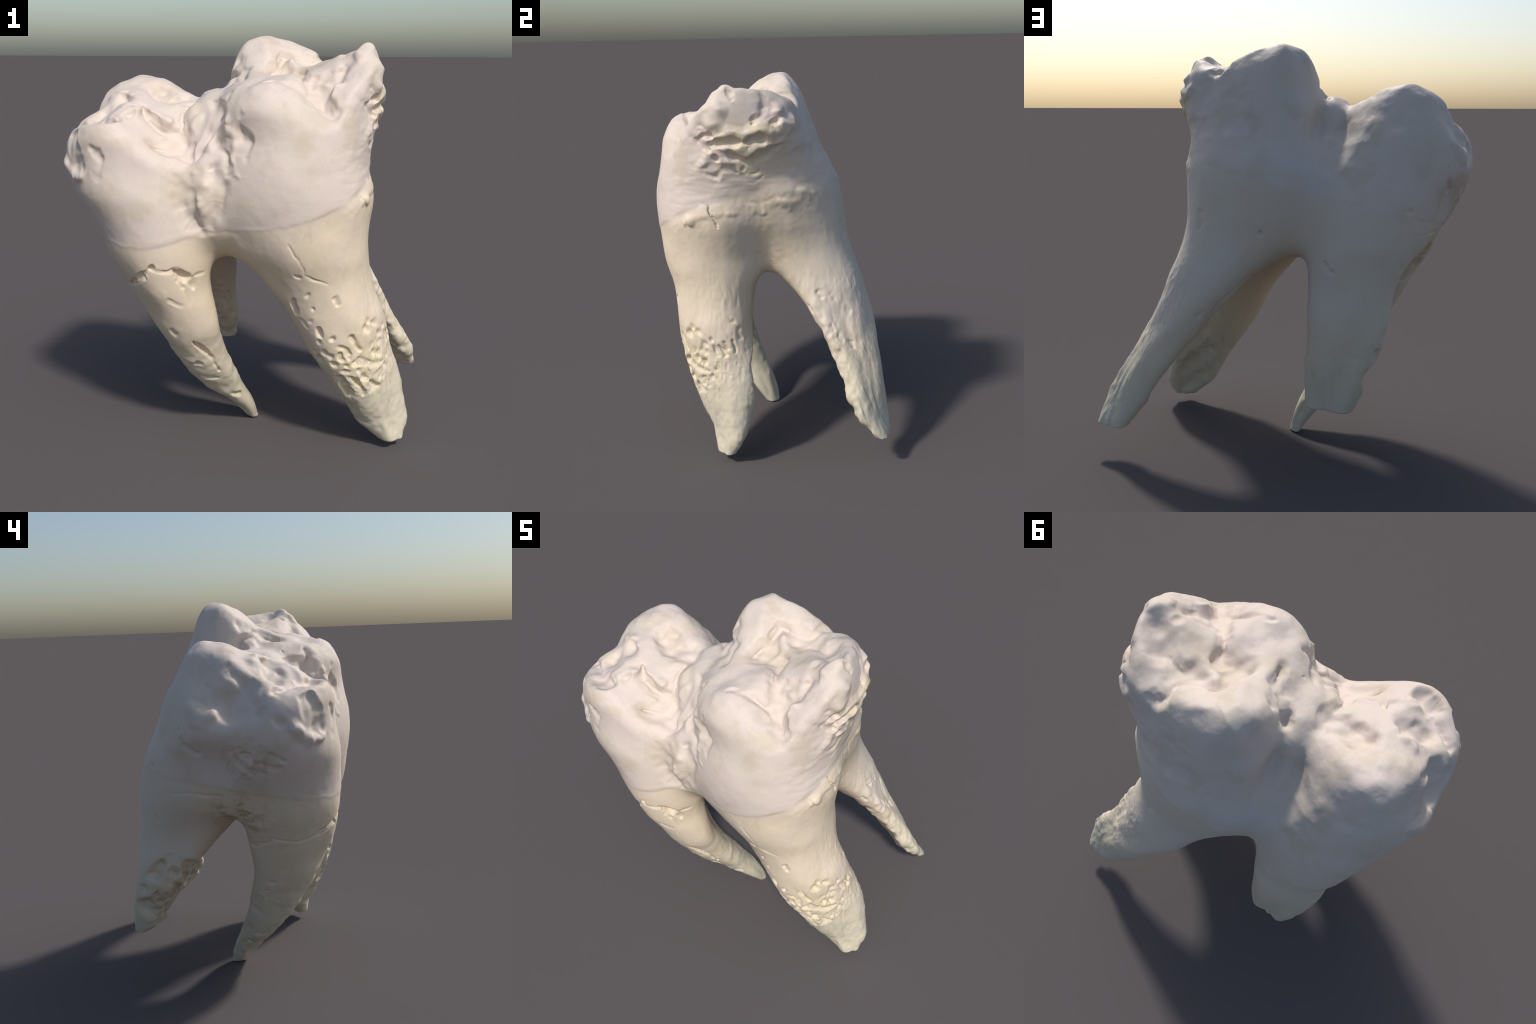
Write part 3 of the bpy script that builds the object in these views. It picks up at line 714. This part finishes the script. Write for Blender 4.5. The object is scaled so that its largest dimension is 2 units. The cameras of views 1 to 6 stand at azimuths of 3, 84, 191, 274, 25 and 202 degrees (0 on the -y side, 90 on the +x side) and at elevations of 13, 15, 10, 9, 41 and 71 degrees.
class Nodes:
    """Small helper to write node trees as expressions."""

    def __init__(self, name):
        self.mat = bpy.data.materials.new(name)
        self.mat.use_nodes = True
        self.tree = self.mat.node_tree
        self.bsdf = self.tree.nodes["Principled BSDF"]
        self.coord = self.tree.nodes.new("ShaderNodeTexCoord").outputs["Object"]
        sep = self.tree.nodes.new("ShaderNodeSeparateXYZ")
        self.link(self.coord, sep.inputs[0])
        self.x, self.y, self.z = sep.outputs

    def link(self, a, b):
        self.tree.links.new(a, b)

    def put(self, value, socket):
        if isinstance(value, (int, float)):
            socket.default_value = value
        elif isinstance(value, tuple):
            socket.default_value = (*value, 1.0)
        else:
            self.link(value, socket)

    def math(self, op, a, b=0.0, clamp=False):
        n = self.tree.nodes.new("ShaderNodeMath")
        n.operation, n.use_clamp = op, clamp
        self.put(a, n.inputs[0])
        self.put(b, n.inputs[1])
        return n.outputs[0]

    def add(self, *v):
        out = v[0]
        for b in v[1:]:
            out = self.math("ADD", out, b)
        return out

    def mul(self, *v):
        out = v[0]
        for b in v[1:]:
            out = self.math("MULTIPLY", out, b)
        return out

    def ramp(self, v, a, b):
        n = self.tree.nodes.new("ShaderNodeMapRange")
        n.interpolation_type = "SMOOTHSTEP"
        if a > b:
            self.put(v, n.inputs["Value"])
            n.inputs["From Min"].default_value, n.inputs["From Max"].default_value = b, a
            n.inputs["To Min"].default_value, n.inputs["To Max"].default_value = 1, 0
        else:
            self.put(v, n.inputs["Value"])
            n.inputs["From Min"].default_value, n.inputs["From Max"].default_value = a, b
        return n.outputs["Result"]

    def noise(self, scale, detail=3, rough=0.55, stretch=(1, 1, 1), shift=0.0):
        m = self.tree.nodes.new("ShaderNodeMapping")
        m.inputs["Scale"].default_value = stretch
        m.inputs["Location"].default_value = (shift, shift * 0.7, shift * 1.3)
        self.link(self.coord, m.inputs[0])
        n = self.tree.nodes.new("ShaderNodeTexNoise")
        n.inputs["Scale"].default_value, n.inputs["Detail"].default_value, n.inputs["Roughness"].default_value = scale, detail, rough
        self.link(m.outputs[0], n.inputs["Vector"])
        return n.outputs[0]

    def mix(self, t, a, b):
        n = self.tree.nodes.new("ShaderNodeMix")
        n.data_type = "RGBA"
        self.put(t, n.inputs[0])
        self.put(a, n.inputs[6])
        self.put(b, n.inputs[7])
        return n.outputs[2]

    def near(self, centre, radius):
        """1 at a place on the tooth, fading to 0 at the radius."""
        n = self.tree.nodes.new("ShaderNodeVectorMath")
        n.operation = "DISTANCE"
        self.link(self.coord, n.inputs[0])
        n.inputs[1].default_value = centre
        return self.ramp(n.outputs["Value"], radius, radius * 0.2)


ENAMEL, ENAMEL_PINK, ENAMEL_TAN, ENAMEL_BLUE = (0.655, 0.57, 0.49), (0.67, 0.57, 0.51), (0.585, 0.50, 0.395), (0.60, 0.60, 0.60)
CEMENTUM, CEMENTUM_PINK, CEMENTUM_GREY, CRUST, STAIN = (0.685, 0.58, 0.435), (0.70, 0.59, 0.475), (0.57, 0.53, 0.41), (0.72, 0.61, 0.42), (0.40, 0.29, 0.15)


def tooth_material(name, base_roughness):
    k = Nodes(name)
    xx, yy, xy = k.mul(k.x, k.x), k.mul(k.y, k.y), k.mul(k.x, k.y)
    neck = k.add(NECK[0], k.mul(NECK[1], k.x), k.mul(NECK[2], k.y), k.mul(NECK[3], xx), k.mul(NECK[4], xy), k.mul(NECK[5], yy), k.mul(NECK[6], xx, k.y))
    edge = k.add(k.mul(0.03, k.add(k.noise(9, 3, 0.5), -0.5)), k.mul(0.012, k.add(k.noise(45, 3, 0.6, shift=3), -0.5)))
    height = k.add(k.z, k.mul(-1.0, neck), edge)
    enamel = k.ramp(height, -0.050, 0.036)
    # behind, the line is faint: the two shade into each other
    soft = k.ramp(height, -0.10, 0.12)
    back = k.ramp(k.y, 0.1, 0.3)
    enamel = k.add(k.mul(enamel, k.math("SUBTRACT", 1.0, back)), k.mul(soft, back))

    white = k.mix(k.ramp(k.noise(5, 4, 0.6), 0.38, 0.62), ENAMEL, ENAMEL_PINK)
    white = k.mix(k.mul(0.75, k.ramp(k.noise(6, 5, 0.62, shift=7), 0.48, 0.66)), white, ENAMEL_TAN)
    white = k.mix(k.mul(0.35, k.ramp(k.noise(60, 2, 0.5, shift=2), 0.66, 0.76)), white, (0.50, 0.43, 0.35))
    white = k.mix(k.mul(0.8, k.near((-0.08, 0.40, 1.36), 0.22), k.ramp(k.noise(14, 4, 0.7, shift=4), 0.42, 0.6)), white, ENAMEL_BLUE)

    root = k.mix(k.ramp(k.noise(6, 4, 0.6, stretch=(1, 1, 0.5), shift=5), 0.42, 0.66), CEMENTUM, CEMENTUM_PINK)
    root = k.mix(k.mul(0.8, k.ramp(k.z, 0.75, 0.25)), root, CEMENTUM_GREY)
    root = k.mix(k.mul(0.45, k.ramp(k.noise(20, 4, 0.65, stretch=(1, 1, 0.6), shift=9), 0.56, 0.72)), root, (0.55, 0.46, 0.31))
    root = k.mix(k.mul(0.65, back, k.ramp(k.z, 0.45, 0.9)), root, (0.64, 0.575, 0.495))
    tone = k.mix(enamel, root, white)

    # yellow crust: ledge on the mesial face, pitted band of the broad root
    ledge = k.mul(k.near((0.58, -0.05, 1.68), 0.34), k.ramp(k.z, 1.80, 1.76), k.ramp(k.noise(12, 4, 0.6, shift=1), 0.36, 0.56))
    tone = k.mix(k.mul(0.8, ledge), tone, CRUST)
    pitted = k.mul(k.near((0.50, -0.42, 0.48), 0.30), k.ramp(k.noise(22, 4, 0.6, shift=6), 0.42, 0.6))
    tone = k.mix(k.mul(0.6, pitted), tone, (0.72, 0.62, 0.40))
    # brown stains at the forks and in the dents of the distal wall
    rough = k.noise(16, 5, 0.7, stretch=(1, 1, 1.6), shift=11)
    stain = k.mul(k.near((-0.66, -0.02, 0.98), 0.22), k.ramp(rough, 0.44, 0.62))
    stain = k.math("MAXIMUM", stain, k.mul(0.8, k.near((-0.80, -0.10, 1.28), 0.20), k.ramp(rough, 0.46, 0.64)))
    stain = k.math("MAXIMUM", stain, k.mul(0.6, k.near((0.42, 0.02, 1.08), 0.16), k.ramp(rough, 0.46, 0.62)))
    stain = k.math("MAXIMUM", stain, k.mul(0.6, k.near((-0.36, 0.36, 0.52), 0.26), k.ramp(rough, 0.42, 0.62)))
    stain = k.math("MAXIMUM", stain, k.mul(0.5, k.near((-0.22, -0.05, 0.20), 0.20), k.ramp(rough, 0.48, 0.64)))
    tone = k.mix(k.mul(0.85, stain), tone, STAIN)
    fine = k.noise(90, 3, 0.6, shift=13)
    tone = k.mix(k.mul(0.16, k.ramp(fine, 0.45, 0.7)), tone, (0.52, 0.44, 0.36))
    k.link(tone, k.bsdf.inputs["Base Color"])

    k.put(k.add(base_roughness, k.mul(0.15, k.noise(25, 3, 0.5, shift=15))), k.bsdf.inputs["Roughness"])
    k.bsdf.inputs["Specular IOR Level"].default_value = 0.25
    bump = k.tree.nodes.new("ShaderNodeBump")
    bump.inputs["Strength"].default_value, bump.inputs["Distance"].default_value = 0.12, 0.004
    k.link(k.add(k.mul(0.7, k.noise(55, 4, 0.6, stretch=(1, 1, 0.7))), k.mul(0.3, fine)), bump.inputs["Height"])
    k.link(bump.outputs[0], k.bsdf.inputs["Normal"])
    return k.mat


# ---------------------------------------------------------------------- parts


def build_objects(verts, quads, normals):
    enamel, cementum = tooth_material("enamel", 0.50), tooth_material("cementum", 0.62)
    centre = verts[quads].mean(1)
    x, y, z = centre.T
    part = np.zeros(len(quads), int)  # 0 crown, 1 neck, 2.. roots
    part[z < neck_height(centre)] = 1
    low = z < 0.93 + 0.03 * noise(centre, 0.1, 30)
    # split the feet along the furcations
    part[low & (y < 0.12) & (x > 0.30 - 0.48 * z)] = 2
    part[low & (y < 0.12) & ~(part == 2)] = 3
    part[low & (part != 2) & (part != 3) & (x > 0.05)] = 4
    part[low & (part != 2) & (part != 3) & (part != 4)] = 5

    tooth = bpy.data.objects.new("molar_tooth", None)
    tooth["label"] = "ivory molar with lumpy crown and four splayed worn roots"
    tooth["category"] = "tooth"
    bpy.context.collection.objects.link(tooth)
    for index, name in enumerate(["crown", "neck", "root", "root", "root", "root"]):
        mine = quads[part == index]
        if not len(mine):
            continue
        used, inverse = np.unique(mine, return_inverse=True)
        mesh = bpy.data.meshes.new(name)
        mesh.from_pydata(verts[used].tolist(), [], inverse.reshape(-1, 4).tolist())
        mesh.materials.append(enamel if index == 0 else cementum)
        mesh.shade_smooth()
        mesh.normals_split_custom_set_from_vertices(normals[used].tolist())
        obj = bpy.data.objects.new(name, mesh)
        obj.parent = tooth
        bpy.context.collection.objects.link(obj)


# ------------------------------------------------------------------- assembly


def main():
    lay_marks()
    verts, quads = mesh_solid()
    verts, quads = drop_crumbs(verts, quads)
    verts = settle(verts, 1)
    verts, quads = split_quads(verts, quads)
    verts = settle(verts, 1)
    verts = add_detail(verts, vertex_normals(verts, quads), quads)
    normals = vertex_normals(verts, quads)
    build_objects(verts, quads, normals)


main()
